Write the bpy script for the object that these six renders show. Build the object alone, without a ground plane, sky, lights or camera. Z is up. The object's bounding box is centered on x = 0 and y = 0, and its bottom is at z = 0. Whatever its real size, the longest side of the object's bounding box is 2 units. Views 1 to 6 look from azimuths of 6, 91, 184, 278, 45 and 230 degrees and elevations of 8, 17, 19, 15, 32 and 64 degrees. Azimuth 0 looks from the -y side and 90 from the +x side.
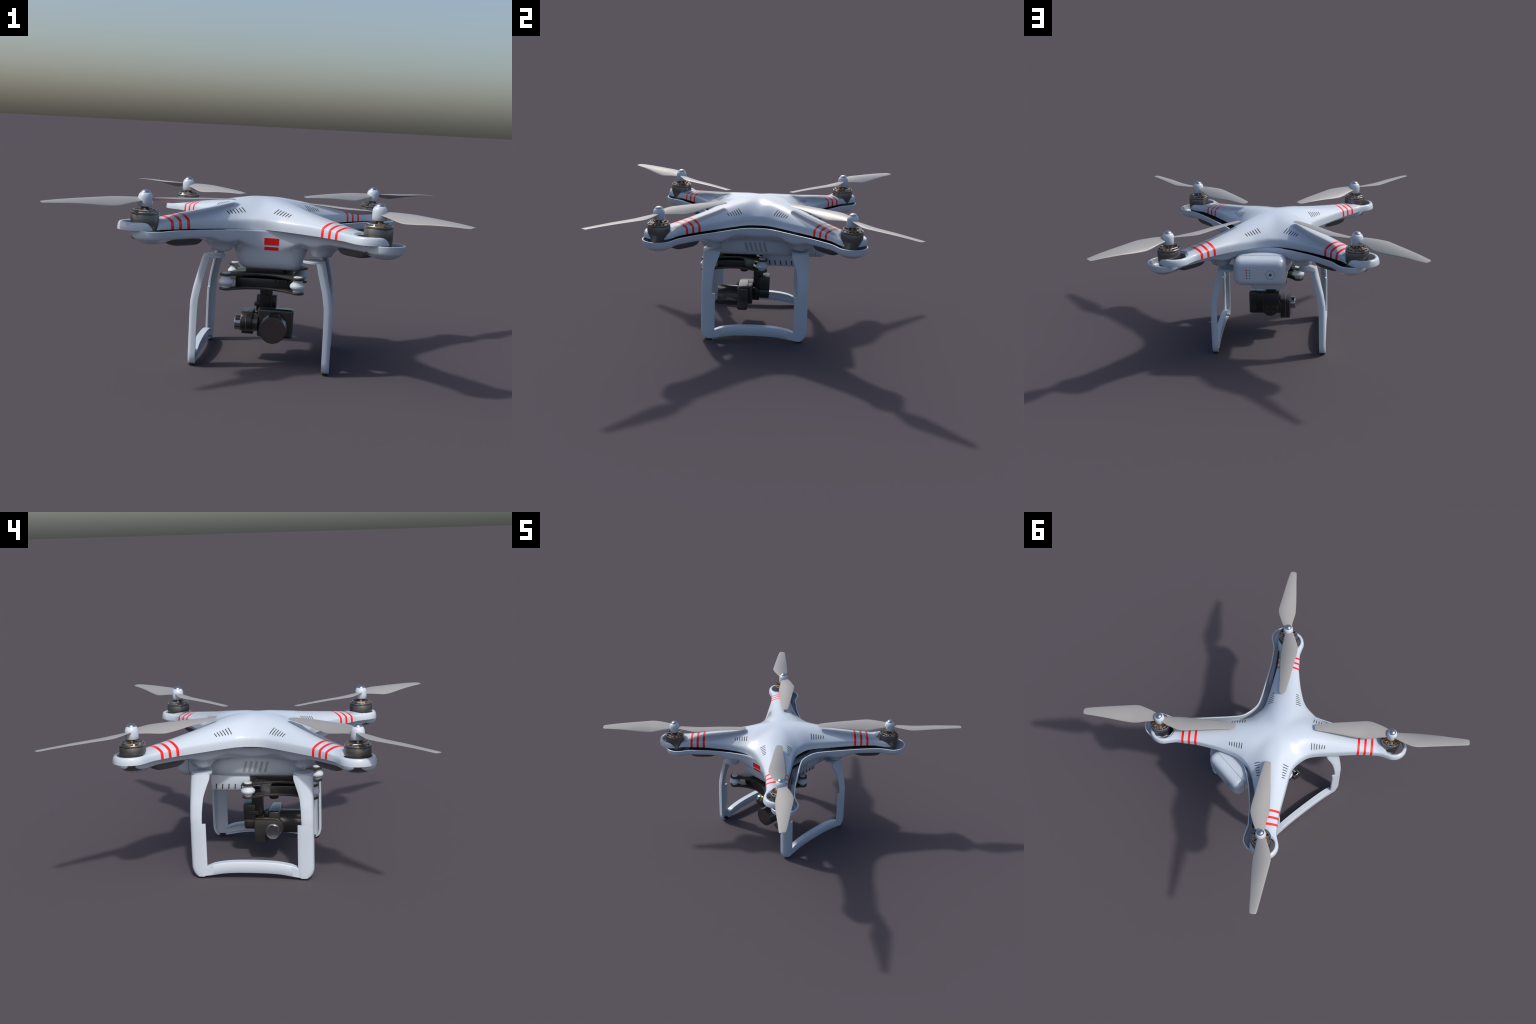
import bpy, bmesh, math
import numpy as np
from mathutils import Vector, Matrix
from mathutils.bvhtree import BVHTree

# ------------------------------------------------------------------ basics
SEAM_Z = 0.760            # plane where the two body shells meet
CY = 0.004                # fore-aft centre of the airframe
UP_DX, LOW_DX = -0.036, 0.036   # the two shells sit slightly apart sideways
MOTORS = [(sx * 0.5805, 0.0025 + sy * 0.6035, sx, sy) for sx in (-1, 1) for sy in (-1, 1)]

for o in list(bpy.data.objects):
    bpy.data.objects.remove(o)


def smooth(a, b, x):
    t = np.clip((x - a) / (b - a), 0, 1)
    return t * t * (3 - 2 * t)


# ------------------------------------------------------------------ materials
def material(name, colour, rough=0.4, metallic=0.0, coat=0.0, grain=0.0, grain_scale=60.0, spec=0.5):
    m = bpy.data.materials.new(name)
    m.use_nodes = True
    nt = m.node_tree
    b = nt.nodes["Principled BSDF"]
    b.inputs["Base Color"].default_value = (*colour, 1)
    b.inputs["Roughness"].default_value = rough
    b.inputs["Metallic"].default_value = metallic
    b.inputs["Coat Weight"].default_value = coat
    b.inputs["Coat Roughness"].default_value = 0.08
    b.inputs["Specular IOR Level"].default_value = spec
    tc = nt.nodes.new("ShaderNodeTexCoord")
    nz = nt.nodes.new("ShaderNodeTexNoise")
    nz.inputs["Scale"].default_value = grain_scale
    nz.inputs["Detail"].default_value = 3
    nt.links.new(tc.outputs["Object"], nz.inputs["Vector"])
    mr = nt.nodes.new("ShaderNodeMapRange")
    mr.inputs["To Min"].default_value = max(0.02, rough - 0.05)
    mr.inputs["To Max"].default_value = rough + 0.05
    nt.links.new(nz.outputs["Fac"], mr.inputs["Value"])
    nt.links.new(mr.outputs["Result"], b.inputs["Roughness"])
    if grain:
        mx = nt.nodes.new("ShaderNodeMix")
        mx.data_type = "RGBA"
        mx.inputs["A"].default_value = (*[c * (1 - grain) for c in colour], 1)
        mx.inputs["B"].default_value = (*[min(1, c * (1 + grain)) for c in colour], 1)
        nt.links.new(nz.outputs["Fac"], mx.inputs["Factor"])
        nt.links.new(mx.outputs["Result"], b.inputs["Base Color"])
    return m


WHITE = (0.49, 0.555, 0.635)
RED = (0.86, 0.012, 0.014)
M_WHITE = material("white_gloss_plastic", WHITE, 0.26, coat=0.15)
M_LEG = material("white_satin_plastic", WHITE, 0.38)
M_RED = material("red_print", (0.62, 0.006, 0.008), 0.35)
M_SLOT_SHADE = material("vent_shadow_black", (0.03, 0.032, 0.036), 0.7)  # shade colour for solid pieces that stand in for openings
M_PROP = material("grey_blade_plastic", (0.285, 0.28, 0.275), 0.40)
M_GUN = material("gunmetal", (0.155, 0.152, 0.150), 0.30, metallic=0.85, grain=0.12)
M_CHROME = material("polished_metal", (0.48, 0.48, 0.49), 0.20, metallic=1.0)
M_COPPER = material("copper_winding", (0.66, 0.37, 0.14), 0.38, metallic=0.55, grain=0.35, grain_scale=240)
M_BLACK = material("black_plastic", (0.022, 0.021, 0.021), 0.32)
M_PLATE = material("black_carbon_plate", (0.030, 0.028, 0.026), 0.28, coat=0.3)
M_GLOSS = material("black_anodised", (0.035, 0.034, 0.034), 0.17, coat=0.4)
M_GLASS = material("lens_glass", (0.045, 0.036, 0.036), 0.10, coat=0.6)
M_RUBBER = material("black_rubber", (0.012, 0.012, 0.012), 0.75)
M_GREY = material("dark_grey_plastic", (0.075, 0.074, 0.074), 0.45)
M_GOLD = material("gold_trim", (0.75, 0.48, 0.09), 0.25, metallic=0.9)
M_BOARD = material("circuit_board_dark", (0.010, 0.016, 0.012), 0.55)
M_LEDR = material("red_led", (0.45, 0.01, 0.012), 0.4)
M_LEDG = material("green_led", (0.03, 0.30, 0.02), 0.4)
M_MARK = material("dark_mark", (0.05, 0.055, 0.065), 0.5)
M_DAMP = material("white_silicone", (0.54, 0.585, 0.645), 0.40, grain=0.04)


def striped_shell_material():
    """White gloss plastic with three red bands across every arm: the band
    coordinate is the diagonal distance (|x|+|y|)/sqrt(2) from the shell centre."""
    m = material("white_shell_red_bands", WHITE, 0.22, coat=0.2)
    nt = m.node_tree
    b = nt.nodes["Principled BSDF"]
    tc = nt.nodes.new("ShaderNodeTexCoord")
    sp = nt.nodes.new("ShaderNodeSeparateXYZ")
    nt.links.new(tc.outputs["Object"], sp.inputs[0])

    def math_node(op, a, c=None):
        n = nt.nodes.new("ShaderNodeMath")
        n.operation = op
        for i, v in enumerate((a, c)):
            if v is None:
                continue
            if isinstance(v, (int, float)):
                n.inputs[i].default_value = v
            else:
                nt.links.new(v, n.inputs[i])
        return n.outputs[0]

    u = math_node("MULTIPLY", math_node("ADD", math_node("ABSOLUTE", sp.outputs["X"]), math_node("ABSOLUTE", sp.outputs["Y"])), 0.70711)
    u = math_node("SUBTRACT", u, math_node("MULTIPLY", math_node("GREATER_THAN", sp.outputs["Y"], 0.0), 0.0085))
    v = math_node("DIVIDE", math_node("SUBTRACT", u, 0.586 - 0.024), 0.048)
    inside = math_node("MULTIPLY", math_node("GREATER_THAN", v, 0.0), math_node("LESS_THAN", v, 3.0))
    off = math_node("ABSOLUTE", math_node("SUBTRACT", math_node("FRACT", v), 0.5))
    band = math_node("MULTIPLY", inside, math_node("LESS_THAN", off, 0.0086 / 0.048))
    mx = nt.nodes.new("ShaderNodeMix")
    mx.data_type = "RGBA"
    mx.inputs["A"].default_value = (*WHITE, 1)
    mx.inputs["B"].default_value = (*RED, 1)
    nt.links.new(band, mx.inputs["Factor"])
    nt.links.new(mx.outputs["Result"], b.inputs["Base Color"])
    return m


M_SHELL = striped_shell_material()

# ------------------------------------------------------------------ mesh helpers
ROOT = bpy.data.objects.new("quadcopter_drone", None)
ROOT["label"] = "white camera quadcopter with red arm stripes and grey propellers"
ROOT["category"] = "drone"
bpy.context.collection.objects.link(ROOT)


def link(obj, parent=ROOT):
    bpy.context.collection.objects.link(obj)
    obj.parent = parent
    return obj


def finish(bm, name, mat, angle=35, loc=(0, 0, 0), parent=ROOT, merge=1e-5, recalc=True):
    if merge:
        bmesh.ops.remove_doubles(bm, verts=bm.verts, dist=merge)
    if recalc:
        bmesh.ops.recalc_face_normals(bm, faces=bm.faces)
    lim = math.radians(angle)
    for f in bm.faces:
        f.smooth = True
    for e in bm.edges:
        if len(e.link_faces) == 2 and e.calc_face_angle(0) > lim:
            e.smooth = False
    me = bpy.data.meshes.new(name)
    bm.to_mesh(me)
    bm.free()
    me.materials.append(mat)
    ob = bpy.data.objects.new(name, me)
    ob.location = loc
    return link(ob, parent)


def again(obj, loc=None, rot_z=0.0, parent=None, flip=False):
    c = obj.copy()
    bpy.context.collection.objects.link(c)
    c.parent = parent if parent is not None else obj.parent
    if loc is not None:
        c.location = loc
    c.rotation_euler = (0, 0, rot_z)
    if flip:
        c.scale = (-1, 1, 1)
    return c


def lathe(profile, segs=40, axis="Z", centre=(0, 0, 0), bm=None):
    """Revolve (radius, height) pairs; closes on itself at radius 0."""
    bm = bm or bmesh.new()
    rings = []
    for r, h in profile:
        ring = []
        for i in range(segs):
            a = 2 * math.pi * i / segs
            p = (r * math.cos(a), r * math.sin(a), h)
            if axis == "Y":
                p = (p[0], p[2], p[1])
            elif axis == "X":
                p = (p[2], p[0], p[1])
            ring.append(bm.verts.new([p[k] + centre[k] for k in range(3)]))
        rings.append(ring)
    for a, b in zip(rings, rings[1:]):
        for i in range(segs):
            j = (i + 1) % segs
            bm.faces.new((a[i], a[j], b[j], b[i]))
    return bm


def box(bm, lo, hi):
    vs = [bm.verts.new((x, y, z)) for x in (lo[0], hi[0]) for y in (lo[1], hi[1]) for z in (lo[2], hi[2])]
    for f in ((0, 1, 3, 2), (4, 6, 7, 5), (0, 4, 5, 1), (2, 3, 7, 6), (0, 2, 6, 4), (1, 5, 7, 3)):
        bm.faces.new([vs[i] for i in f])
    return vs


def rounded_box(lo, hi, bevel=0.005, segs=3):
    bm = bmesh.new()
    box(bm, lo, hi)
    bmesh.ops.bevel(bm, geom=list(bm.edges), offset=bevel, segments=segs, profile=0.5, affect="EDGES", clamp_overlap=True)
    return bm


def prism(pts, h0, h1, axis="Z", bm=None):
    """Extrude a closed 2D outline; axis names the extrusion direction."""
    bm = bm or bmesh.new()

    def at(p, h):
        return {"Z": (p[0], p[1], h), "X": (h, p[0], p[1]), "Y": (p[0], h, p[1])}[axis]
    a = [bm.verts.new(at(p, h0)) for p in pts]
    b = [bm.verts.new(at(p, h1)) for p in pts]
    n = len(pts)
    bm.faces.new(a[::-1])
    bm.faces.new(b)
    for i in range(n):
        j = (i + 1) % n
        bm.faces.new((a[i], a[j], b[j], b[i]))
    return bm


def bevelled(bm, off, segs=2, angle=40):
    bmesh.ops.recalc_face_normals(bm, faces=bm.faces)
    es = [e for e in bm.edges if len(e.link_faces) == 2 and e.calc_face_angle(0) > math.radians(angle)]
    bmesh.ops.bevel(bm, geom=es, offset=off, segments=segs, profile=0.5, affect="EDGES", clamp_overlap=True)
    return bm


def spline(points, n):
    """Centripetal-like Catmull-Rom through points, n samples equally spaced in control index."""
    P = np.array(points, float)
    Q = np.vstack([2 * P[0] - P[1], P, 2 * P[-1] - P[-2]])
    out = []
    for t in np.linspace(0, len(P) - 1, n):
        i = min(int(t), len(P) - 2)
        f = t - i
        p0, p1, p2, p3 = Q[i], Q[i + 1], Q[i + 2], Q[i + 3]
        out.append(0.5 * ((2 * p1) + (p2 - p0) * f + (2 * p0 - 5 * p1 + 4 * p2 - p3) * f * f + (3 * p1 - p0 - 3 * p2 + p3) * f ** 3))
    return np.array(out)


# ------------------------------------------------------------------ the X-shaped body plan (one quarter, x>0 y>0)
RING = np.array([0.581, 0.604])     # motor pocket centre
RING_R, HOLE_R = 0.101, 0.073
DIAG = np.array([1, 1]) / math.sqrt(2)
SIDE = np.array([-1, 1]) / math.sqrt(2)


def on_ring(deg, r=RING_R):
    """Point on the pocket circle; 0 = outward along the arm, +90 = toward the y side."""
    a = math.radians(deg)
    return RING + r * (math.cos(a) * DIAG + math.sin(a) * SIDE)


def axis_point(u):
    w = 0.019 * float(smooth(0.0, 0.25, u))
    return DIAG * u + SIDE * w


# outline control points: x side and y side of the arm, with matching places on the arm's centre line
X_SIDE = [(0.247, 0.0), (0.2505, 0.045), (0.262, 0.083), (0.287, 0.125), (0.320, 0.172), (0.379, 0.252),
          (0.461, 0.362), (0.529, 0.440), (0.573, 0.483), (0.6285, 0.5150)]
Y_SIDE = [(0.0, 0.319), (0.045, 0.322), (0.090, 0.333), (0.128, 0.349), (0.172, 0.373), (0.236, 0.412),
          (0.341, 0.487), (0.411, 0.551), (0.453, 0.590), (0.493, 0.6520)]
AXIS_U = [0.0, 0.075, 0.15, 0.22, 0.30, 0.42, 0.575, 0.685, 0.745, 0.766]
N_ARM, N_RING = 64, 36


def chains():
    xs = spline(X_SIDE, N_ARM)
    ys = spline(Y_SIDE, N_ARM)
    us = spline([(u, 0) for u in AXIS_U], N_ARM)[:, 0]
    us = us * (1 - np.exp(-us / 0.05))      # zero speed at the centre keeps the crown free of creases
    us[-1] = AXIS_U[-1]
    axis = np.array([axis_point(u) for u in us])

    def start_angle(p):
        d = np.array(p) - RING
        return math.degrees(math.atan2(d @ SIDE, d @ DIAG))
    tt = np.linspace(0, 1, N_RING + 1)[1:]
    ax0, ay0 = start_angle(X_SIDE[-1]), start_angle(Y_SIDE[-1])
    f = 1 - tt
    xr = np.array([on_ring(ax0 * q) for q in f])
    yr = np.array([on_ring(ay0 * q) for q in f])
    hx = np.array([on_ring(-180 * q ** 1.0, HOLE_R) for q in f])
    hy = np.array([on_ring(180 * q ** 1.0, HOLE_R) for q in f])
    cl = np.array([RING + DIAG * (HOLE_R * -1 + (RING_R + HOLE_R) * s * 0.999) for s in tt])  # axis through the pocket (lower shell)
    return xs, ys, axis, xr, yr, hx, hy, cl


XS, YS, AX, XR, YR, HX, HY, CL = chains()
OUTLINE = np.vstack([XS, XR, YR[::-1], YS[::-1]])


def edge_distance(P):
    """Distance of plan points to the outline of the quarter."""
    A, B = OUTLINE[:-1], OUTLINE[1:]
    d = B - A
    L = (d * d).sum(1) + 1e-12
    t = np.clip(((P[:, None, :] - A) * d).sum(2) / L, 0, 1)
    near = A + t[..., None] * d
    return np.sqrt(((P[:, None, :] - near) ** 2).sum(2)).min(1)


RIDGE = ([0, 0.06, 0.12, 0.25, 0.36, 0.48, 0.60, 0.70, 0.766, 0.95], [0.9135, 0.911, 0.905, 0.886, 0.8665, 0.849, 0.832, 0.817, 0.807, 0.80])
WALL = ([0, 0.12, 0.20, 0.34, 0.45, 0.586, 0.684, 0.766, 0.95], [0.051, 0.046, 0.0415, 0.041, 0.042, 0.042, 0.037, 0.034, 0.032])


RIDGE_U = np.linspace(-1, 1, 2001)
_k = np.hanning(121)
RIDGE_H = np.convolve(np.pad(np.interp(np.abs(RIDGE_U), *RIDGE), 60, mode="edge"), _k / _k.sum(), "valid")


def upper_height(P, s, u_ref, ring_zone):
    """Height of the upper skin: an upright wall, then a soft crown up to the arm's ridge."""
    d = edge_distance(P)
    w0 = np.interp(u_ref, *WALL)
    top = np.interp(u_ref, RIDGE_U, RIDGE_H) - SEAM_Z
    q = np.clip(d / 0.006, 0, 1)
    wall = w0 * np.sqrt(np.clip(1 - (1 - q) ** 2, 0, 1))
    c = 0.9 * (1 - (1 - s) ** 2) + 0.1 * (1 - (1 - s) ** 6)
    z_arm = wall + (top - w0) * c
    rho = np.linalg.norm(P - RING, axis=1)
    q = np.clip(d / 0.012, 0, 1)
    z_ring = 0.0375 * np.sqrt(np.clip(1 - (1 - q) ** 2, 0, 1))
    b = smooth(0.16, 0.098, rho)
    z = z_arm * (1 - b) + np.minimum(z_arm, z_ring * 1.0 + 0.012 * smooth(0.0, 0.05, d)) * b if not ring_zone else z_ring + 0.012 * smooth(0.0, 0.05, d)
    lip = np.clip((0.086 - rho) / 0.013, 0, 1)
    return z - 0.014 * (1 - np.sqrt(1 - lip ** 2 * 0.98))


def resample(P, z, m):
    """Equal arc length along a section so steep walls get enough vertices."""
    seg = np.sqrt((np.diff(P, axis=0) ** 2).sum(1) + np.diff(z) ** 2)
    L = np.concatenate([[0], np.cumsum(seg)])
    t = np.linspace(0, L[-1], m)
    return np.stack([np.interp(t, L, P[:, 0]), np.interp(t, L, P[:, 1]), np.interp(t, L, z)], 1)


FINE = np.linspace(0, 1, 160) ** 1.8


def upper_sections(outer, outer_ring, hole, m):
    secs = []
    for p, r in zip(outer, AX):
        P = p + (r - p) * FINE[:, None]
        u = float(r @ DIAG)
        secs.append(resample(P, upper_height(P, FINE, u, False), m))
    for p, r in zip(outer_ring, hole):
        P = p + (r - p) * FINE[:, None]
        secs.append(resample(P, upper_height(P, FINE, float(p @ DIAG), True), m))
    return secs


def fair_crown(bm, step=0.008, sigma=0.034):
    """Fair the crown where the four arms run together: every height there is replaced by a
    local quadratic fit of the heights around it, so no fold is left between the arms."""
    tree = BVHTree.FromBMesh(bm)
    g = np.arange(-0.50, 0.501, step)
    n = len(g)
    Z = np.zeros((n, n))
    ok = np.zeros((n, n))
    X, Y = np.meshgrid(g, g, indexing="ij")
    D = edge_distance(np.abs(np.stack([X.ravel(), Y.ravel()], 1))).reshape(n, n)
    for i in range(n):
        for j in range(n):
            if D[i, j] > 0.012:
                h = tree.ray_cast(Vector((g[i], g[j], 1.2)), Vector((0, 0, -1)))[0]
                if h is not None:
                    Z[i, j], ok[i, j] = h.z, 1.0
    co = np.array([v.co for v in bm.verts])
    P = np.abs(co[:, :2])
    w = smooth(0.018, 0.055, edge_distance(P)) * smooth(0.56, 0.38, P @ DIAG) * (co[:, 2] > SEAM_Z + 0.02)
    idx = np.nonzero(w > 0.002)[0]
    k = int(2.2 * sigma / step)
    off = np.arange(-k, k + 1)
    OI, OJ = np.meshgrid(off, off, indexing="ij")
    OI, OJ = OI.ravel(), OJ.ravel()
    new = co[:, 2].copy()
    for part in np.array_split(idx, max(1, len(idx) // 1500)):
        x, y = co[part, 0], co[part, 1]
        ci, cj = np.round((x - g[0]) / step).astype(int), np.round((y - g[0]) / step).astype(int)
        I = np.clip(ci[:, None] + OI, 0, n - 1)
        J = np.clip(cj[:, None] + OJ, 0, n - 1)
        dx, dy = (g[I] - x[:, None]) / sigma, (g[J] - y[:, None]) / sigma
        wt = ok[I, J] * np.exp(-0.5 * (dx * dx + dy * dy))
        B = np.stack([np.ones_like(dx), dx, dy, dx * dx, dx * dy, dy * dy], 2)
        A = np.einsum("nki,nk,nkj->nij", B, wt, B) + 1e-9 * np.eye(6)
        r = np.einsum("nki,nk,nk->ni", B, wt, Z[I, J])
        new[part] = np.linalg.solve(A, r[..., None])[:, 0, 0]
    for v, h, a, z in zip(bm.verts, new, w, co[:, 2]):
        v.co.z = z + a * (h - z)


def build_upper():
    m = 30
    bm = bmesh.new()
    base = 0.0012
    sides = [upper_sections(XS, XR, HX, m), upper_sections(YS, YR, HY, m)]
    for sx in (-1, 1):
        for sy in (-1, 1):
            for secs in sides:
                top, bot = [], []
                for s in secs:
                    top.append([bm.verts.new((sx * p[0], sy * p[1], SEAM_Z + max(p[2], base))) for p in s])
                    flat = np.linspace(s[0][:2], s[-1][:2], 6)
                    bot.append([top[-1][0]] + [bm.verts.new((sx * p[0], sy * p[1], SEAM_Z + base)) for p in flat[1:]])
                for grid in (top, bot):
                    for a, b in zip(grid, grid[1:]):
                        for j in range(len(a) - 1):
                            vs = (a[j], a[j + 1], b[j + 1], b[j])
                            if len(set(vs)) == 4:
                                try:
                                    bm.faces.new(vs)
                                except ValueError:
                                    pass
                for i in range(N_ARM - 1, len(secs) - 1):       # inner wall of the motor hole
                    bm.faces.new((top[i][-1], top[i + 1][-1], bot[i + 1][-1], bot[i][-1]))
    bmesh.ops.remove_doubles(bm, verts=bm.verts, dist=2e-5)
    bmesh.ops.dissolve_degenerate(bm, edges=bm.edges, dist=1e-6)
    bmesh.ops.recalc_face_normals(bm, faces=bm.faces)
    fair_crown(bm)
    return finish(bm, "upper_shell", M_SHELL, angle=48, loc=(UP_DX, CY, 0))


UPPER = build_upper()

# ------------------------------------------------------------------ lower shell with the belly hull
HULL_TABLE = ([-0.16, -0.10, -0.065, -0.045, -0.028, -0.014, -0.004, 0.003, 0.009, 0.018, 0.030, 0.050, 0.08, 0.14],
              [0.537, 0.538, 0.540, 0.545, 0.556, 0.578, 0.610, 0.640, 0.656, 0.669, 0.681, 0.697, 0.716, 0.74])
BOSS_TABLE = ([0, 0.050, 0.057, 0.062, 0.070, 0.085, 0.11, 0.15], [0.637, 0.637, 0.641, 0.651, 0.666, 0.681, 0.697, 0.72])
BOSS = np.array([0.268, 0.293])


def monotone(x, table):
    xs, ys = map(np.array, table)
    fine = np.linspace(xs[0], xs[-1], 600)
    f = np.interp(fine, xs, ys)
    k = 12
    f = np.convolve(np.pad(f, k, mode="edge"), np.ones(2 * k + 1) / (2 * k + 1), "valid")
    return np.interp(x, fine, f)


def lower_height(P, sx, sy):
    d = edge_distance(P)
    u = P @ DIAG
    rho = np.linalg.norm(P - RING, axis=1)
    depth = np.interp(u, [0, 0.35, 0.48, 0.62, 0.73, 0.80, 0.95], [0.10, 0.085, 0.062, 0.054, 0.056, 0.070, 0.070])
    arm = SEAM_Z - 0.026 * (1 - np.exp(-d / 0.004)) - (depth - 0.026) * (1 - (1 - np.clip(d / 0.07, 0, 1)) ** 2)
    # belly: a rounded rectangle in plan
    hx = 0.198 if sx < 0 else 0.181
    hy, r = (0.304, 0.085) if sy < 0 else (0.312, 0.12)
    q = np.abs(P) - np.array([hx - r, hy - r])  # signed distance to it
    sd = np.linalg.norm(np.maximum(q, 0), axis=1) + np.minimum(np.maximum(q[:, 0], q[:, 1]), 0) - r
    hull = monotone(sd, HULL_TABLE)
    boss = monotone(np.linalg.norm(P - BOSS, axis=1), BOSS_TABLE)
    z = -np.log(np.exp(-arm / 0.006) + np.exp(-hull / 0.006) + np.exp(-boss / 0.006)) * 0.006
    return SEAM_Z - (SEAM_Z - z) * (1 - np.exp(-d / 0.0028)) * 1.0


def build_lower():
    m = 46
    bm = bmesh.new()
    fine = np.linspace(0, 1, 260) ** 1.6
    for sx in (-1, 1):
        for sy in (-1, 1):
            for outer, ring in ((XS, XR), (YS, YR)):
                rows = []
                for p, r in list(zip(outer, AX)) + list(zip(ring, CL)):
                    P = p + (r - p) * fine[:, None]
                    sec = resample(P, lower_height(P, sx, sy), m)
                    rows.append([bm.verts.new((sx * q[0], sy * q[1], q[2])) for q in sec])
                for a, b in zip(rows, rows[1:]):
                    for j in range(m - 1):
                        bm.faces.new((a[j], a[j + 1], b[j + 1], b[j]))
    bmesh.ops.remove_doubles(bm, verts=bm.verts, dist=2e-5)
    bmesh.ops.dissolve_degenerate(bm, edges=bm.edges, dist=1e-6)
    bmesh.ops.recalc_face_normals(bm, faces=bm.faces)
    # outward means downward here
    if sum(f.normal.z * f.calc_area() for f in bm.faces) > 0:
        bmesh.ops.reverse_faces(bm, faces=bm.faces)
    ob = finish(bm, "lower_shell", M_WHITE, angle=60, loc=(LOW_DX, CY, 0), merge=0, recalc=False)
    sol = ob.modifiers.new("wall", "SOLIDIFY")
    sol.thickness, sol.offset, sol.use_rim = 0.009, -1.0, True
    sol.use_even_offset = False
    dg = bpy.context.evaluated_depsgraph_get()
    me = bpy.data.meshes.new_from_object(ob.evaluated_get(dg))
    ob.modifiers.clear()
    ob.data = me
    return ob


LOWER = build_lower()
bpy.context.view_layer.update()


def tree_of(ob):
    bm = bmesh.new()
    bm.from_mesh(ob.data)
    t = BVHTree.FromBMesh(bm)
    bm.free()
    return t


UP_TREE, LOW_TREE = tree_of(UPPER), tree_of(LOWER)


def hit(tree, origin, direction):
    h = tree.ray_cast(Vector(origin), Vector(direction))
    return h[0], h[1]


# ------------------------------------------------------------------ surface strips that follow a shell
def strip(tree, cast, a, b, width, name, mat, parent, loc, proud=0.0007, deep=0.004, cols=8, pointed=True, ends=None):
    """A slim inlay from a to b laid on a shell. cast(p) returns (origin, direction)."""
    a, b = Vector(a), Vector(b)
    d = (b - a)
    L = d.length
    d.normalize()
    bm = bmesh.new()
    rows_t, rows_b = [], []
    for i in range(cols + 1):
        t = i / cols
        x = t * L
        if pointed:
            k = min(x, L - x, width / 2) / (width / 2)
            hw = width / 2 * math.sqrt(max(0.0, 1 - (1 - k) ** 2)) + 1e-4
        else:
            hw = width / 2
        rt, rb = [], []
        for s in (-1, 0, 1):
            o, dr, side = cast(a + d * x, d)
            o = Vector(o) + Vector(side) * (s * hw)
            p, n = hit(tree, o, dr)
            if p is None:
                p, n = Vector(o), -Vector(dr)
            if n.dot(Vector(dr)) > 0:
                n = -n
            rt.append(bm.verts.new(p + n * proud))
            rb.append(bm.verts.new(p - n * deep))
        rows_t.append(rt)
        rows_b.append(rb)
    for i in range(cols):
        for j in range(2):
            bm.faces.new((rows_t[i][j], rows_t[i][j + 1], rows_t[i + 1][j + 1], rows_t[i + 1][j]))
            bm.faces.new((rows_b[i][j], rows_b[i + 1][j], rows_b[i + 1][j + 1], rows_b[i][j + 1]))
        for j in (0, 2):
            bm.faces.new((rows_t[i][j], rows_t[i + 1][j], rows_b[i + 1][j], rows_b[i][j]))
    for i in (0, cols):
        for j in range(2):
            bm.faces.new((rows_t[i][j], rows_t[i][j + 1], rows_b[i][j + 1], rows_b[i][j]))
    return finish(bm, name, mat, angle=40, loc=loc, parent=parent, merge=0)


def from_above(p, d):
    side = Vector((-d.y, d.x, 0)).normalized()
    return (p.x, p.y, 1.2), (0, 0, -1), side


# six dark inlays, standing in for cut slots, either side of every arm: first and last slot (top, bottom) in plan
SLOT_GROUPS = [(((0.102, 0.250), (0.074, 0.282)), ((0.173, 0.312), (0.154, 0.326))),
               (((0.2165, 0.135), (0.248, 0.106)), ((0.284, 0.202), (0.298, 0.183)))]
for sx in (-1, 1):
    for sy in (-1, 1):
        for first, last in SLOT_GROUPS:
            for i in range(6):
                t = i / 5
                p = [np.array(first[k]) * (1 - t) + np.array(last[k]) * t for k in (0, 1)]
                strip(UP_TREE, from_above, (sx * p[0][0], sy * p[0][1], 0), (sx * p[1][0], sy * p[1][1], 0),
                      0.0054, "vent_slot_inlay", M_SLOT_SHADE, UPPER, (0, 0, 0))

# grey inlays on the belly flanks, their colour standing in for groove shade
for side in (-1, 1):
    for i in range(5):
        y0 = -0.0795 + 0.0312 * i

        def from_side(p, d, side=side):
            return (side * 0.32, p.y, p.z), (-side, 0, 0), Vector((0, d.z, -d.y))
        strip(LOW_TREE, from_side, (0, y0, 0.648), (0, y0 + 0.021, 0.574), 0.0150, "belly_groove_inlay",
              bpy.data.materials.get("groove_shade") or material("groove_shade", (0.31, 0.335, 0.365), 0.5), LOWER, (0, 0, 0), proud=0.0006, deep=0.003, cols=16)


# red two-bar badge on the nose
def from_front(p, d):
    return (p.x, -0.6, p.z), (0, 1, 0), Vector((0, 0, 1))


for z, h, half in ((0.701, 0.037, 0.039), (0.6635, 0.0185, 0.0375)):
    strip(LOW_TREE, from_front, (0.0025 - half, 0, z), (0.0025 + half, 0, z), h, "red_badge_bar", M_RED, LOWER, (0, 0, 0),
          proud=0.0009, deep=0.003, pointed=False)

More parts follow.
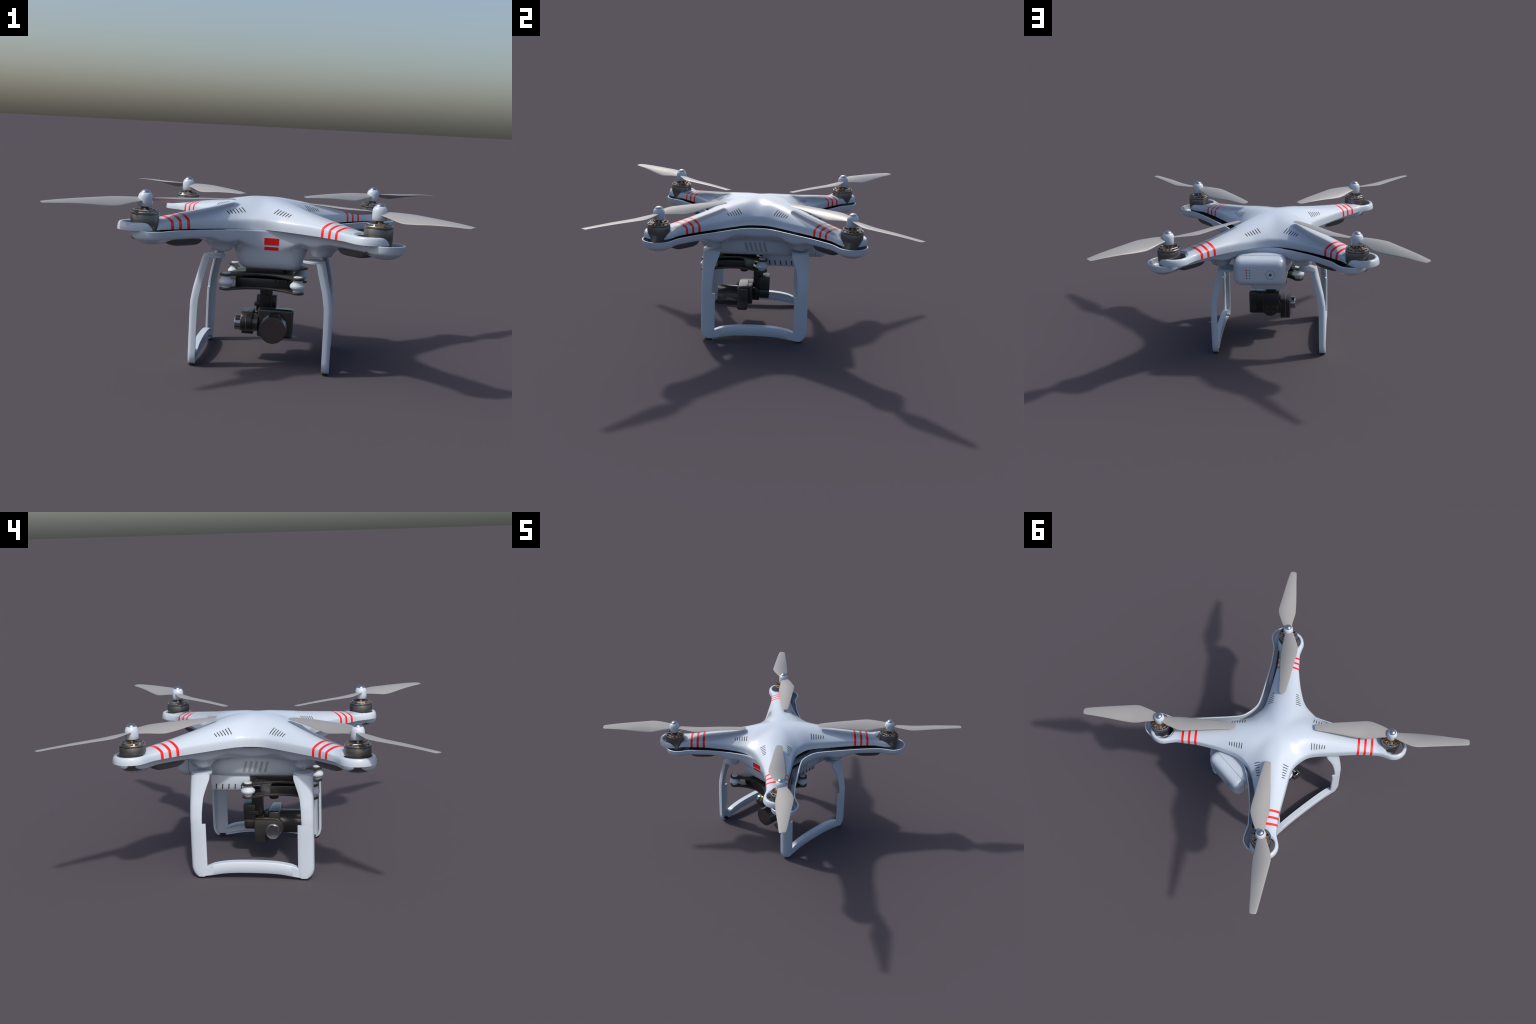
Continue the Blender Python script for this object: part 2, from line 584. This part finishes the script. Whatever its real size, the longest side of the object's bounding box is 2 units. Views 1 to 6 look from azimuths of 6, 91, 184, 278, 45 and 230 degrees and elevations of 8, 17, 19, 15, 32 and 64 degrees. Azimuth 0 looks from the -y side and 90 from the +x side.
# ------------------------------------------------------------------ electronics seen through the seam
bm = bmesh.new()
prism([(sx * x, y + CY) for sx, x, y in ((1, .2165, -.062), (1, .2165, .062), (1, .19, .19), (-1, .19, .19), (-1, .2165, .062), (-1, .2165, -.062), (-1, .19, -.19), (1, .19, -.19))], 0.7405, 0.7450, bm=bm)
board = finish(bm, "circuit_board", M_BOARD, angle=30)
floor_pts = []
for cx, cy, a0 in ((0.135, 0.20, 0), (-0.135, 0.20, 90), (-0.135, -0.20, 180), (0.135, -0.20, 270)):
    for i in range(9):
        a = math.radians(a0 + 90 * i / 8)
        floor_pts.append((LOW_DX + cx + 0.055 * math.cos(a), CY + cy + 0.055 * math.sin(a)))
finish(prism(floor_pts, 0.697, 0.703), "inner_floor", M_LEG, angle=30, parent=LOWER).location = (-LOW_DX, -CY, 0)
bm = bmesh.new()
for sx in (-1, 1):
    for sy in (-1, 1):
        pts = []
        for u, hw in ((0.36, 0.080), (0.45, 0.072), (0.60, 0.060), (0.735, 0.056)):
            pts.append((u, hw))
        poly = [axis_point(u) + SIDE * h for u, h in pts] + [axis_point(u) - SIDE * h for u, h in pts[::-1]]
        prism([(sx * p[0] + 0.020, sy * p[1] + CY) for p in poly], 0.730, 0.7475, bm=bm)
finish(bm, "speed_controller_board", M_BLACK, angle=30)

for sy in (-1, 1):
    bm = rounded_box((-0.017, -0.008, 0.726), (0.017, 0.008, 0.7485), 0.002, 1)
    c = finish(bm, "cable_connector", material("beige_nylon", (0.30, 0.28, 0.24), 0.5) if sy < 0 else bpy.data.materials["beige_nylon"], loc=(0.318, CY + sy * 0.250, 0))
    c.rotation_euler = (0, 0, sy * math.radians(52))

# ------------------------------------------------------------------ status-light pods under the arms
bm = bmesh.new()
levels = [(0.716, 0.118, 0.052), (0.700, 0.108, 0.050), (0.686, 0.096, 0.047), (0.677, 0.076, 0.040), (0.674, 0.060, 0.030)]
rings = []
for z, hl, hw in levels:
    rings.append([bm.verts.new((hl * np.sign(math.cos(a)) * abs(math.cos(a)) ** 0.5, hw * np.sign(math.sin(a)) * abs(math.sin(a)) ** 0.5, z)) for a in np.linspace(0, 2 * math.pi, 32, endpoint=False)])
for a, b in zip(rings, rings[1:]):
    for i in range(32):
        bm.faces.new((a[i], a[(i + 1) % 32], b[(i + 1) % 32], b[i]))
bm.faces.new(rings[0])
bm.faces.new(rings[-1][::-1])
pod = None
for sx in (-1, 1):
    for sy in (-1, 1):
        loc = (LOW_DX + sx * 0.447, CY + sy * 0.463, 0)
        rot = math.atan2(sy, sx)
        if pod is None:
            pod = finish(bm, "status_light_pod", M_GREY, angle=40, loc=loc)
            pod.rotation_euler = (0, 0, rot)
        else:
            again(pod, loc, rot)

# ------------------------------------------------------------------ motors
def motor_meshes():
    bell = lathe([(0.0, 0.7135), (0.0610, 0.7135), (0.0630, 0.7150), (0.0640, 0.735), (0.0660, 0.745), (0.0703, 0.756), (0.0705, 0.770), (0.0720, 0.776),
                  (0.0720, 0.835), (0.0705, 0.8385), (0.0680, 0.8390), (0.0680, 0.8415), (0.0625, 0.8415), (0.0625, 0.812), (0.0, 0.812)], 48)
    rim = lathe([(0.0610, 0.8412), (0.0700, 0.8420), (0.0715, 0.8435), (0.0715, 0.8500), (0.0695, 0.8525), (0.0630, 0.8525), (0.0610, 0.8500), (0.0610, 0.8412)], 48)
    bm = rim

    def corner(r, i, h):
        a = math.pi / 8 + i * math.pi / 4
        return bm.verts.new((r * math.cos(a), r * math.sin(a), h))
    # slim eight-sided frame standing on the rim, with open windows
    loops = [[corner(r, i, h) for i in range(8)] for r, h in ((0.0640, 0.8600), (0.0615, 0.8632), (0.0570, 0.8632), (0.0570, 0.8600), (0.0640, 0.8600))]
    for a, b in zip(loops, loops[1:]):
        for i in range(8):
            bm.faces.new((a[i], a[(i + 1) % 8], b[(i + 1) % 8], b[i]))
    for i in range(8):
        a = math.pi / 8 + i * math.pi / 4
        c, s = math.cos(a), math.sin(a)
        rows = [[bm.verts.new((r * c - q * 0.0032 * s, r * s + q * 0.0032 * c, h)) for r, q in ((r0, -1), (r0, 1), (r1, 1), (r1, -1))] for r0, r1, h in ((0.0705, 0.0655, 0.8515), (0.0630, 0.0580, 0.8615))]
        for j in range(4):
            bm.faces.new((rows[0][j], rows[0][(j + 1) % 4], rows[1][(j + 1) % 4], rows[1][j]))
    for i in range(4):                      # spokes up to the collar
        a = math.pi / 4 + i * math.pi / 2
        c, s = math.cos(a), math.sin(a)
        prof = [(0.058, 0.8625), (0.040, 0.8605), (0.024, 0.8660), (0.014, 0.8720)]
        rows = []
        for k, (r, h) in enumerate(prof):
            w = (0.0065, 0.0050, 0.0055, 0.0070)[k]
            rows.append([bm.verts.new((r * c - q * w * s, r * s + q * w * c, h + dz)) for q, dz in ((-1, 0), (1, 0), (1, -0.006), (-1, -0.006))])
        for p, q in zip(rows, rows[1:]):
            for j in range(4):
                bm.faces.new((p[j], p[(j + 1) % 4], q[(j + 1) % 4], q[j]))
        bm.faces.new(rows[0])
        bm.faces.new(rows[-1])
    lathe([(0.0, 0.815), (0.0165, 0.815), (0.0165, 0.868), (0.0150, 0.873), (0.0, 0.873)], 24, bm=bm)
    crown = bm
    coil = bmesh.new()
    for i in range(12):
        a = i * math.pi / 6
        vs = box(coil, (0.021, -0.0062, 0.818), (0.0590, 0.0062, 0.8515))
        bmesh.ops.rotate(coil, verts=vs, cent=(0, 0, 0), matrix=Matrix.Rotation(a, 3, "Z"))
    collar = lathe([(0.0, 0.870), (0.021, 0.870), (0.021, 0.8785), (0.0, 0.8785)], 24)
    return bell, crown, coil, collar


bell_bm, crown_bm, coil_bm, collar_bm = motor_meshes()
motor0 = finish(bell_bm, "motor", M_GUN, angle=30, loc=(MOTORS[0][0], MOTORS[0][1], 0))
crown0 = finish(crown_bm, "motor_crown", material("bright_gunmetal", (0.30, 0.295, 0.29), 0.27, metallic=0.9), angle=30, parent=motor0)
coil0 = finish(coil_bm, "copper_coil", M_COPPER, angle=30, parent=motor0, merge=0)
collar0 = finish(collar_bm, "shaft_collar", M_BLACK, angle=30, parent=motor0)
motors = [motor0]
for mx, my, sx, sy in MOTORS[1:]:
    m = again(motor0, (mx, my, 0))
    motors.append(m)
    for c in (crown0, coil0, collar0):
        again(c, parent=m)

# ------------------------------------------------------------------ propellers
BLADE = [  # radius, lead-edge offset, trail-edge offset, lead-edge height, trail-edge height, camber share
    (0.018, 0.030, -0.016, 0.9195, 0.9060, 0.05), (0.045, 0.046, -0.024, 0.9195, 0.9030, 0.08), (0.085, 0.063, -0.028, 0.9190, 0.8980, 0.10),
    (0.135, 0.081, -0.036, 0.9175, 0.8900, 0.115), (0.165, 0.087, -0.040, 0.9170, 0.8860, 0.115), (0.200, 0.0855, -0.0410, 0.9165, 0.8840, 0.115),
    (0.270, 0.075, -0.038, 0.9155, 0.8885, 0.105), (0.350, 0.063, -0.032, 0.9145, 0.8960, 0.085), (0.450, 0.048, -0.023, 0.9120, 0.9010, 0.055),
    (0.520, 0.0365, -0.018, 0.9085, 0.9025, 0.04), (0.543, 0.0315, -0.0155, 0.9070, 0.9030, 0.03), (0.5520, 0.0265, -0.0115, 0.9060, 0.9030, 0.02), (0.5550, 0.0190, -0.0040, 0.9055, 0.9035, 0.02)]


def blade_mesh():
    """Thin arched blade: both edges curl down, most strongly near the widest chord."""
    bm = bmesh.new()
    rows = spline(BLADE, 56)
    n = 16
    top, bot = [], []
    for r, lead, trail, zl, zt, cam_share in rows:
        t_, b_ = [], []
        for j in range(n + 1):
            s = j / n
            c = trail + (lead - trail) * s
            z = zt + (zl - zt) * s + cam_share * (lead - trail) * 4 * s * (1 - s)
            th = 0.0036 * (4 * s * (1 - s)) ** 0.5 + 0.0008
            t_.append(bm.verts.new((r, c, z + th / 2)))
            b_.append(bm.verts.new((r, c, z - th / 2)))
        top.append(t_)
        bot.append(b_)
    for g in (top, bot):
        for a, b in zip(g, g[1:]):
            for j in range(n):
                bm.faces.new((a[j], a[j + 1], b[j + 1], b[j]))
    for a, b, c, d in zip(top, top[1:], bot, bot[1:]):
        for j in (0, n):
            bm.faces.new((a[j], b[j], d[j], c[j]))
    for i in (0, -1):
        for j in range(n):
            bm.faces.new((top[i][j], top[i][j + 1], bot[i][j + 1], bot[i][j]))
    return bm


hub_bm = lathe([(0.0, 0.8765), (0.0335, 0.8765), (0.0365, 0.8795), (0.0370, 0.900), (0.0370, 0.918), (0.0355, 0.929), (0.0310, 0.939), (0.0245, 0.9465), (0.0, 0.9465)], 40)
cap_bm = lathe([(0.0255, 0.9455), (0.0250, 0.9475), (0.0215, 0.9530), (0.0165, 0.9573), (0.0100, 0.9602), (0.004, 0.9614), (0.0, 0.9615)], 32)
hub0 = finish(hub_bm, "propeller", M_WHITE, angle=50, loc=(MOTORS[0][0], MOTORS[0][1], 0))
cap0 = finish(cap_bm, "hub_cap", M_CHROME, angle=50, parent=hub0)
blade0 = finish(blade_mesh(), "propeller_blade", M_PROP, angle=60, parent=hub0)
blade_me = blade0.data
mirror_me = blade_me.copy()
mirror_me.transform(Matrix.Scale(-1, 4, (0, 1, 0)))
mirror_me.flip_normals()
for k, (mx, my, sx, sy) in enumerate(MOTORS):
    if k == 0:
        hub = hub0
        blades = [blade0, again(blade0)]
    else:
        hub = again(hub0, (mx, my, 0))
        again(cap0, parent=hub)
        blades = [again(blade0, parent=hub), again(blade0, parent=hub)]
    out = math.atan2(sy, sx)
    for b, extra in zip(blades, (0, math.pi)):
        b.data = blade_me if sx * sy < 0 else mirror_me
        b.rotation_euler = (0, 0, out + extra)

# ------------------------------------------------------------------ landing gear
X_OUT = ([0.0, 0.30, 0.36, 0.43, 0.525, 0.605, 0.62], [0.383, 0.383, 0.380, 0.369, 0.346, 0.326, 0.322])
X_IN = ([0.0, 0.30, 0.37, 0.45, 0.53, 0.59, 0.62], [0.341, 0.338, 0.335, 0.321, 0.300, 0.285, 0.278])
CHANNEL = [(0.0, 1.0), (0.0, 0.50), (0.035, 0.26), (0.13, 0.09), (0.32, 0.0), (0.70, 0.0), (0.96, 0.03), (1.0, 0.08), (1.0, 0.30), (0.96, 0.33),
           (0.45, 0.27), (0.28, 0.32), (0.19, 0.50), (0.155, 1.0)]   # across the leg, through the leg
LEG = [  # z, outer |y|, inner |y|
    (0.605, 0.349, 0.238), (0.580, 0.350, 0.241), (0.550, 0.351, 0.252), (0.510, 0.352, 0.266), (0.475, 0.353, 0.276), (0.43, 0.354, 0.281), (0.39, 0.355, 0.284),
    (0.328, 0.355, 0.286), (0.3278, 0.355, 0.264), (0.20, 0.3555, 0.2635), (0.090, 0.355, 0.2635), (0.060, 0.3545, 0.2635), (0.035, 0.347, 0.2635), (0.018, 0.336, 0.266), (0.0095, 0.322, 0.280)]
BAR = [(0.275, 0.012, 0.064), (0.25, 0.0155, 0.074), (0.22, 0.021, 0.0855), (0.16, 0.031, 0.0965), (0.09, 0.036, 0.1025), (0.0, 0.0375, 0.1045)]


def loft(bm, rows):
    n = len(rows[0])
    for a, b in zip(rows, rows[1:]):
        for i in range(n):
            bm.faces.new((a[i], a[(i + 1) % n], b[(i + 1) % n], b[i]))
    bm.faces.new(rows[0])
    bm.faces.new(rows[-1][::-1])


def build_gear():
    bm = bmesh.new()
    step = next(i for i, l in enumerate(LEG) if l[0] < 0.328)
    for sy in (-1, 1):
        for part in (LEG[:step], LEG[step:]):       # slim upper leg, broader lower leg
            zs = []
            for a, b in zip(part, part[1:]):
                k = max(1, int(abs(a[0] - b[0]) / 0.015))
                for i in range(k):
                    t = i / k
                    zs.append(tuple(a[j] * (1 - t) + b[j] * t for j in range(3)))
            zs.append(part[-1])
            rows = []
            for z, yo, yi in zs:
                xo, xi = np.interp(z, *X_OUT), np.interp(z, *X_IN)
                rows.append([bm.verts.new((xo + (xi - xo) * b, 0.003 + sy * (yo + (yi - yo) * a), z)) for a, b in CHANNEL])
            loft(bm, rows)
        lathe([(0.0, 0.598), (0.056, 0.598), (0.059, 0.6005), (0.059, 0.6105), (0.057, 0.6125), (0.0, 0.6125)], 40, centre=(0.266, 0.003 + sy * 0.293, 0), bm=bm)
    rows = []
    half = spline(BAR, 26)
    path = [(y, lo, hi) for y, lo, hi in half] + [(-y, lo, hi) for y, lo, hi in half[::-1][1:]]
    for y, lo, hi in path:
        rows.append([bm.verts.new((x, 0.003 + y, lo + (hi - lo) * b)) for b, x in ((0, 0.344), (0, 0.379), (0.05, 0.3815), (0.5, 0.3818), (0.95, 0.3815), (1, 0.379), (1, 0.342), (0.86, 0.342), (0.84, 0.366), (0.14, 0.366), (0.12, 0.344))])
    loft(bm, rows)
    return bm


gear = finish(build_gear(), "landing_gear", M_LEG, angle=38, merge=0)
gear_r = again(gear)
mir = gear.data.copy()
mir.transform(Matrix.Scale(-1, 4, (1, 0, 0)))
mir.flip_normals()
gear_r.data = mir
foot = None
for sx, g in ((1, gear), (-1, gear_r)):
    for sy in (-1, 1):
        loc = (sx * 0.362, 0.003 + sy * 0.301, 0)
        if foot is None:
            foot = finish(rounded_box((-0.0155, -0.0225, 0.0), (0.0155, 0.0225, 0.014), 0.004, 2), "rubber_foot", M_RUBBER, angle=40, loc=loc, parent=g)
        else:
            again(foot, loc, parent=g)

# ------------------------------------------------------------------ battery
BX = LOW_DX
def rounded_rect(hx, hz, r, n=10):
    pts = []
    for k, (cx, cz) in enumerate(((hx - r, hz - r), (-hx + r, hz - r), (-hx + r, -hz + r), (hx - r, -hz + r))):
        for i in range(n + 1):
            a = math.pi / 2 * (k + i / n)
            pts.append((cx + r * math.cos(a), cz + r * math.sin(a)))
    return pts


# loft from the belly backwards: nearly flat top, the rear edge is filleted all round
BATTERY = [(0.24, 0.166, 0.7290), (0.30, 0.168, 0.7290), (0.36, 0.170, 0.7290), (0.40, 0.170, 0.7285), (0.432, 0.170, 0.7250)]
BAT_LOW, FILLET = 0.5435, 0.043


def battery_section(hx, top, inset, grow=0.0):
    hz = (top - BAT_LOW) / 2 - inset + grow
    return [(BX + x, (top + BAT_LOW) / 2 + z) for x, z in rounded_rect(hx - inset + grow, hz, max(0.012, 0.050 - inset * 0.75), 9)]


bm = bmesh.new()
rows = []
for y, hx, top in spline(BATTERY, 24):
    rows.append([bm.verts.new((x, y, z)) for x, z in battery_section(hx, top, 0.0)])
for i in range(1, 11):
    th = math.pi / 2 * i / 10
    rows.append([bm.verts.new((x, 0.432 + FILLET * math.sin(th), z)) for x, z in battery_section(0.170, 0.7250 - 0.006 * i / 10, FILLET * (1 - math.cos(th)))])
for a, b in zip(rows, rows[1:]):
    n = len(a)
    for i in range(n):
        bm.faces.new((a[i], a[(i + 1) % n], b[(i + 1) % n], b[i]))
bm.faces.new(rows[0])
bm.faces.new(rows[-1])
bat = finish(bm, "battery", M_WHITE, angle=60)
bm = prism(battery_section(0.170, 0.7285, 0.0, 0.0006), 0.3992, 0.4010, axis="Y")
finish(bm, "battery_seam", M_MARK, angle=60, parent=bat)
for i in range(4):
    z = 0.6555 - 0.0178 * i
    for x, mat, name, r in ((0.1185, M_LEDR, "red_indicator", 0.0047), (0.0975, M_LEDG, "green_indicator", 0.0040)):
        finish(lathe([(0.0, 0.4735), (r, 0.4735), (r, 0.4757), (0.0, 0.4757)], 20, axis="Y", centre=(x, 0, z)), name, mat, parent=bat)
finish(lathe([(0.0, 0.4735), (0.0092, 0.4735), (0.0092, 0.4758), (0.0, 0.4758)], 28, axis="Y", centre=(-0.034, 0, 0.625)), "power_button", M_MARK, parent=bat)
finish(lathe([(0.0288, 0.4735), (0.0302, 0.4735), (0.0302, 0.4757), (0.0288, 0.4757), (0.0288, 0.4735)], 44, axis="Y", centre=(-0.034, 0, 0.625)), "button_ring", M_MARK, parent=bat)

# ------------------------------------------------------------------ vented bay under the belly
bm = bmesh.new()
sec = [(-0.121, 0.550), (0.121, 0.550), (0.120, 0.500), (0.116, 0.474), (0.105, 0.452), (0.094, 0.446), (-0.094, 0.446), (-0.105, 0.452), (-0.116, 0.474), (-0.120, 0.500)]
prism(sec, 0.040, 0.273, axis="Y", bm=bm)
bevelled(bm, 0.006, 2, 20)
bay = finish(bm, "vent_bay", M_LEG, angle=40)
for side in (-1, 1):
    for i in range(5):
        y = 0.091 + 0.0378 * i
        bm = bmesh.new()
        box(bm, (-0.003, -0.003, -0.0165), (0.003, 0.003, 0.0165))
        bmesh.ops.rotate(bm, verts=bm.verts, cent=(0, 0, 0), matrix=Matrix.Rotation(math.radians(8), 3, "X") @ Matrix.Rotation(0, 3, "Z"))
        bmesh.ops.rotate(bm, verts=bm.verts, cent=(0, 0, 0), matrix=Matrix.Rotation(math.radians(14 * side), 3, "Y"))
        finish(bm, "bay_slot_block", M_SLOT_SHADE, loc=(side * 0.1165, y, 0.4790), parent=bay)  # dark blocks set into the bay sides in place of real slots
for x in (0.0735, 0.055, -0.048, -0.067):
    finish(lathe([(0, 0.270), (0.0045, 0.270), (0.0045, 0.2738), (0, 0.2738)], 14, axis="Y", centre=(x, 0, 0.520)), "screw_hole_disc", M_SLOT_SHADE, parent=bay)  # dark discs on the rear face, no hole is cut

# ------------------------------------------------------------------ gimbal plates and dampers
PADS = [(0.190, -0.335), (0.190, 0.042), (-0.190, 0.042), (-0.190, -0.335)]
GC = np.array([0.0, -0.1465])


def plate_outline():
    pts = []
    waist = [(0.150, -0.1465), (0.0, -0.030), (-0.150, -0.1465), (0.0, -0.277)]
    R = 0.0355
    for k in range(4):
        c = np.array(PADS[k])
        mid = math.degrees(math.atan2(c[1] - GC[1], c[0] - GC[0]))
        for i in range(15):
            a = math.radians(mid - 112 + 224 * i / 14)
            pts.append(tuple(c + R * np.array([math.cos(a), math.sin(a)])))
        a = math.radians(mid + 112)
        p0 = c + R * np.array([math.cos(a), math.sin(a)])
        n = np.array(PADS[(k + 1) % 4])
        m2 = math.degrees(math.atan2(n[1] - GC[1], n[0] - GC[0]))
        a = math.radians(m2 - 112)
        p2 = n + R * np.array([math.cos(a), math.sin(a)])
        w = np.array(waist[k])
        ctrl = 2 * w - (p0 + p2) / 2
        for i in range(1, 14):
            t = i / 14
            pts.append(tuple((1 - t) ** 2 * p0 + 2 * t * (1 - t) * ctrl + t * t * p2))
    return pts


outline = plate_outline()
gimbal = finish(bevelled(prism(outline, 0.509, 0.5225), 0.0028, 2), "gimbal_plate", M_PLATE, angle=35)
low_plate = finish(bevelled(prism(outline, 0.4330, 0.4465), 0.0028, 2), "gimbal_plate.001", M_PLATE, angle=35, parent=ROOT)
damp_bm = lathe([(0.0, 0.446), (0.0235, 0.446), (0.0240, 0.453), (0.0290, 0.457), (0.0330, 0.464), (0.0400, 0.468), (0.0415, 0.473), (0.0415, 0.480),
                 (0.0390, 0.4845), (0.0360, 0.4855), (0.0350, 0.490), (0.0310, 0.4910), (0.0295, 0.4955), (0.0260, 0.4965), (0.0255, 0.5095), (0.0, 0.5095)], 36)
screw_bm = lathe([(0.0, 0.5215), (0.0235, 0.5215), (0.0235, 0.5245), (0.0220, 0.5262), (0.0, 0.5262)], 32)
for i in range(2):
    for s in (-1, 1):
        vs = box(screw_bm, (-0.0165, -0.0022, 0.5255), (0.0165, 0.0022, 0.5272))
        bmesh.ops.rotate(screw_bm, verts=vs, cent=(0, 0, 0), matrix=Matrix.Rotation(math.radians(45 + 90 * i), 3, "Z"))
        break
d0 = finish(damp_bm, "damper_ball", M_DAMP, angle=30, loc=(*PADS[0], 0), parent=gimbal)
s0 = finish(screw_bm, "damper_screw", M_DAMP, angle=30, loc=(*PADS[0], 0), parent=gimbal)
for p in PADS[1:]:
    again(d0, (*p, 0))
    again(s0, (*p, 0))
finish(rounded_box((-0.100, -0.225, 0.519), (0.100, 0.0, 0.543), 0.004, 2), "gimbal_mount", M_BLACK, parent=gimbal)
ctl = finish(rounded_box((-0.149, -0.264, 0.4455), (0.149, -0.085, 0.4925), 0.003, 2), "controller_box", M_BLACK, parent=low_plate)
finish(rounded_box((-0.110, -0.090, 0.4455), (0.110, -0.020, 0.508), 0.003, 2), "controller_connector", material("satin_metal_grey", (0.34, 0.34, 0.34), 0.3, metallic=0.6), parent=low_plate)
for i in range(4):
    finish(rounded_box((0.0605 + 0.0205 * i, -0.2665, 0.4705), (0.0755 + 0.0205 * i, -0.23, 0.4890), 0.004, 2), "port_opening_block", M_RUBBER, parent=low_plate)  # black blocks added for the look of openings, box left uncut
for x in (-0.130, -0.075, 0.045, 0.100):
    finish(rounded_box((x, -0.2655, 0.4535), (x + 0.040, -0.24, 0.4560), 0.0008, 1), "port_slit_strip", M_RUBBER, parent=low_plate)  # thin black strips laid on the front instead of slits
finish(lathe([(0.0, 0.374), (0.024, 0.374), (0.029, 0.380), (0.030, 0.408), (0.034, 0.414), (0.048, 0.424), (0.052, 0.434), (0, 0.434)], 32, centre=(0.0, -0.088, 0)), "yaw_motor", M_BLACK, angle=30, parent=low_plate)

# ------------------------------------------------------------------ camera
cam = finish(rounded_box((-0.033, -0.124, 0.136), (0.166, -0.052, 0.299), 0.013, 4), "camera", M_GLOSS, angle=40)
lens_c = (0.064, 0, 0.2095)
finish(lathe([(0.0745, -0.115), (0.0740, -0.126), (0.0725, -0.130), (0.0725, -0.2605), (0.0715, -0.2625), (0.0690, -0.2630), (0.0690, -0.2600), (0.0, -0.2600)], 64, axis="Y", centre=lens_c), "lens_barrel", M_GLOSS, angle=30, parent=cam)
finish(lathe([(0.0686, -0.2602), (0.0686, -0.2618), (0.0, -0.2618)], 64, axis="Y", centre=lens_c), "lens_glass", M_GLASS, angle=30, parent=cam)
finish(rounded_box((0.0, -0.056, 0.165), (0.110, -0.022, 0.290), 0.006, 2), "camera_back", M_BLACK, parent=cam)
# post, roll motor and pitch motor of the stabiliser
post = finish(rounded_box((-0.034, -0.020, 0.262), (0.034, 0.046, 0.440), 0.006, 2), "gimbal_post", M_BLACK, angle=40)
finish(rounded_box((-0.056, 0.020, 0.252), (0.056, 0.094, 0.348), 0.005, 2), "roll_bracket", M_BLACK, parent=post)
finish(rounded_box((-0.066, 0.000, 0.286), (0.030, 0.060, 0.309), 0.003, 2), "cable_clip", M_BLACK, parent=post)
finish(lathe([(0, 0.012), (0.038, 0.012), (0.040, 0.022), (0.049, 0.024), (0.052, 0.030), (0.052, 0.088), (0.049, 0.092), (0, 0.092)], 40, axis="Y", centre=(0.004, 0, 0.229)), "roll_motor", M_BLACK, angle=30, parent=post)
for a in range(4):
    x, z = 0.004 + 0.030 * math.cos(math.pi / 4 + a * math.pi / 2), 0.229 + 0.030 * math.sin(math.pi / 4 + a * math.pi / 2)
    finish(lathe([(0, 0.090), (0.004, 0.090), (0.004, 0.0932), (0, 0.0932)], 12, axis="Y", centre=(x, 0, z)), "motor_screw", M_GREY, parent=post)
finish(rounded_box((-0.075, -0.020, 0.170), (0.010, 0.024, 0.250), 0.006, 2), "roll_link", M_BLACK, parent=post)


def housing_outline(grow=0.0):
    c, r = (-0.093, 0.217), 0.056 + grow
    pts = [(0.020 + grow, 0.134 - grow), (0.020 + grow, 0.266), (0.013, 0.273 + grow)]
    for i in range(21):
        a = math.radians(90 + 150 * i / 20)
        pts.append((c[0] + r * math.cos(a), c[1] + r * math.sin(a)))
    pts += [(-0.060, 0.150), (-0.056, 0.134 - grow)]
    return pts


pitch = finish(bevelled(prism(housing_outline(), -0.126, -0.060, axis="X"), 0.004, 2), "pitch_motor_arm", M_BLACK, angle=35, parent=post)
finish(prism(housing_outline(0.0009), -0.0965, -0.0950, axis="X"), "gold_trim_line", M_GOLD, angle=35, parent=post)
finish(lathe([(0, -0.064), (0.050, -0.064), (0.050, -0.030), (0.0, -0.030)], 40, axis="X", centre=(0, -0.093, 0.212)), "pitch_shaft", M_GLOSS, angle=30, parent=post)
finish(lathe([(0, -0.124), (0.046, -0.124), (0.046, -0.132), (0.0415, -0.133), (0.0415, -0.157), (0.0395, -0.160), (0.0, -0.160)], 44, axis="X", centre=(0, -0.093, 0.206)), "pitch_motor_cap", material("dark_chrome", (0.33, 0.33, 0.34), 0.17, metallic=1.0), angle=30, parent=post)

# resolution mark on the lens barrel
cu = bpy.data.curves.new("resolution_mark", "FONT")
cu.body = "4K"
cu.size = 0.034
cu.extrude = 0.0008
cu.align_x, cu.align_y = "CENTER", "CENTER"
tmp = bpy.data.objects.new("tmp_text", cu)
bpy.context.collection.objects.link(tmp)
bpy.context.view_layer.update()
me = bpy.data.meshes.new_from_object(tmp.evaluated_get(bpy.context.evaluated_depsgraph_get()))
bpy.data.objects.remove(tmp)
me.name = "resolution_mark"
me.materials.clear()
me.materials.append(M_RUBBER)
a = math.radians(-22)
for v in me.vertices:          # wrap round the barrel: text x -> along y, text y -> round the axis
    ang = a + v.co.y / 0.0725
    r = 0.0728 + v.co.z
    v.co = Vector((lens_c[0] + r * math.cos(ang), -0.185 + v.co.x, lens_c[2] + r * math.sin(ang)))
link(bpy.data.objects.new("resolution_mark", me), cam)
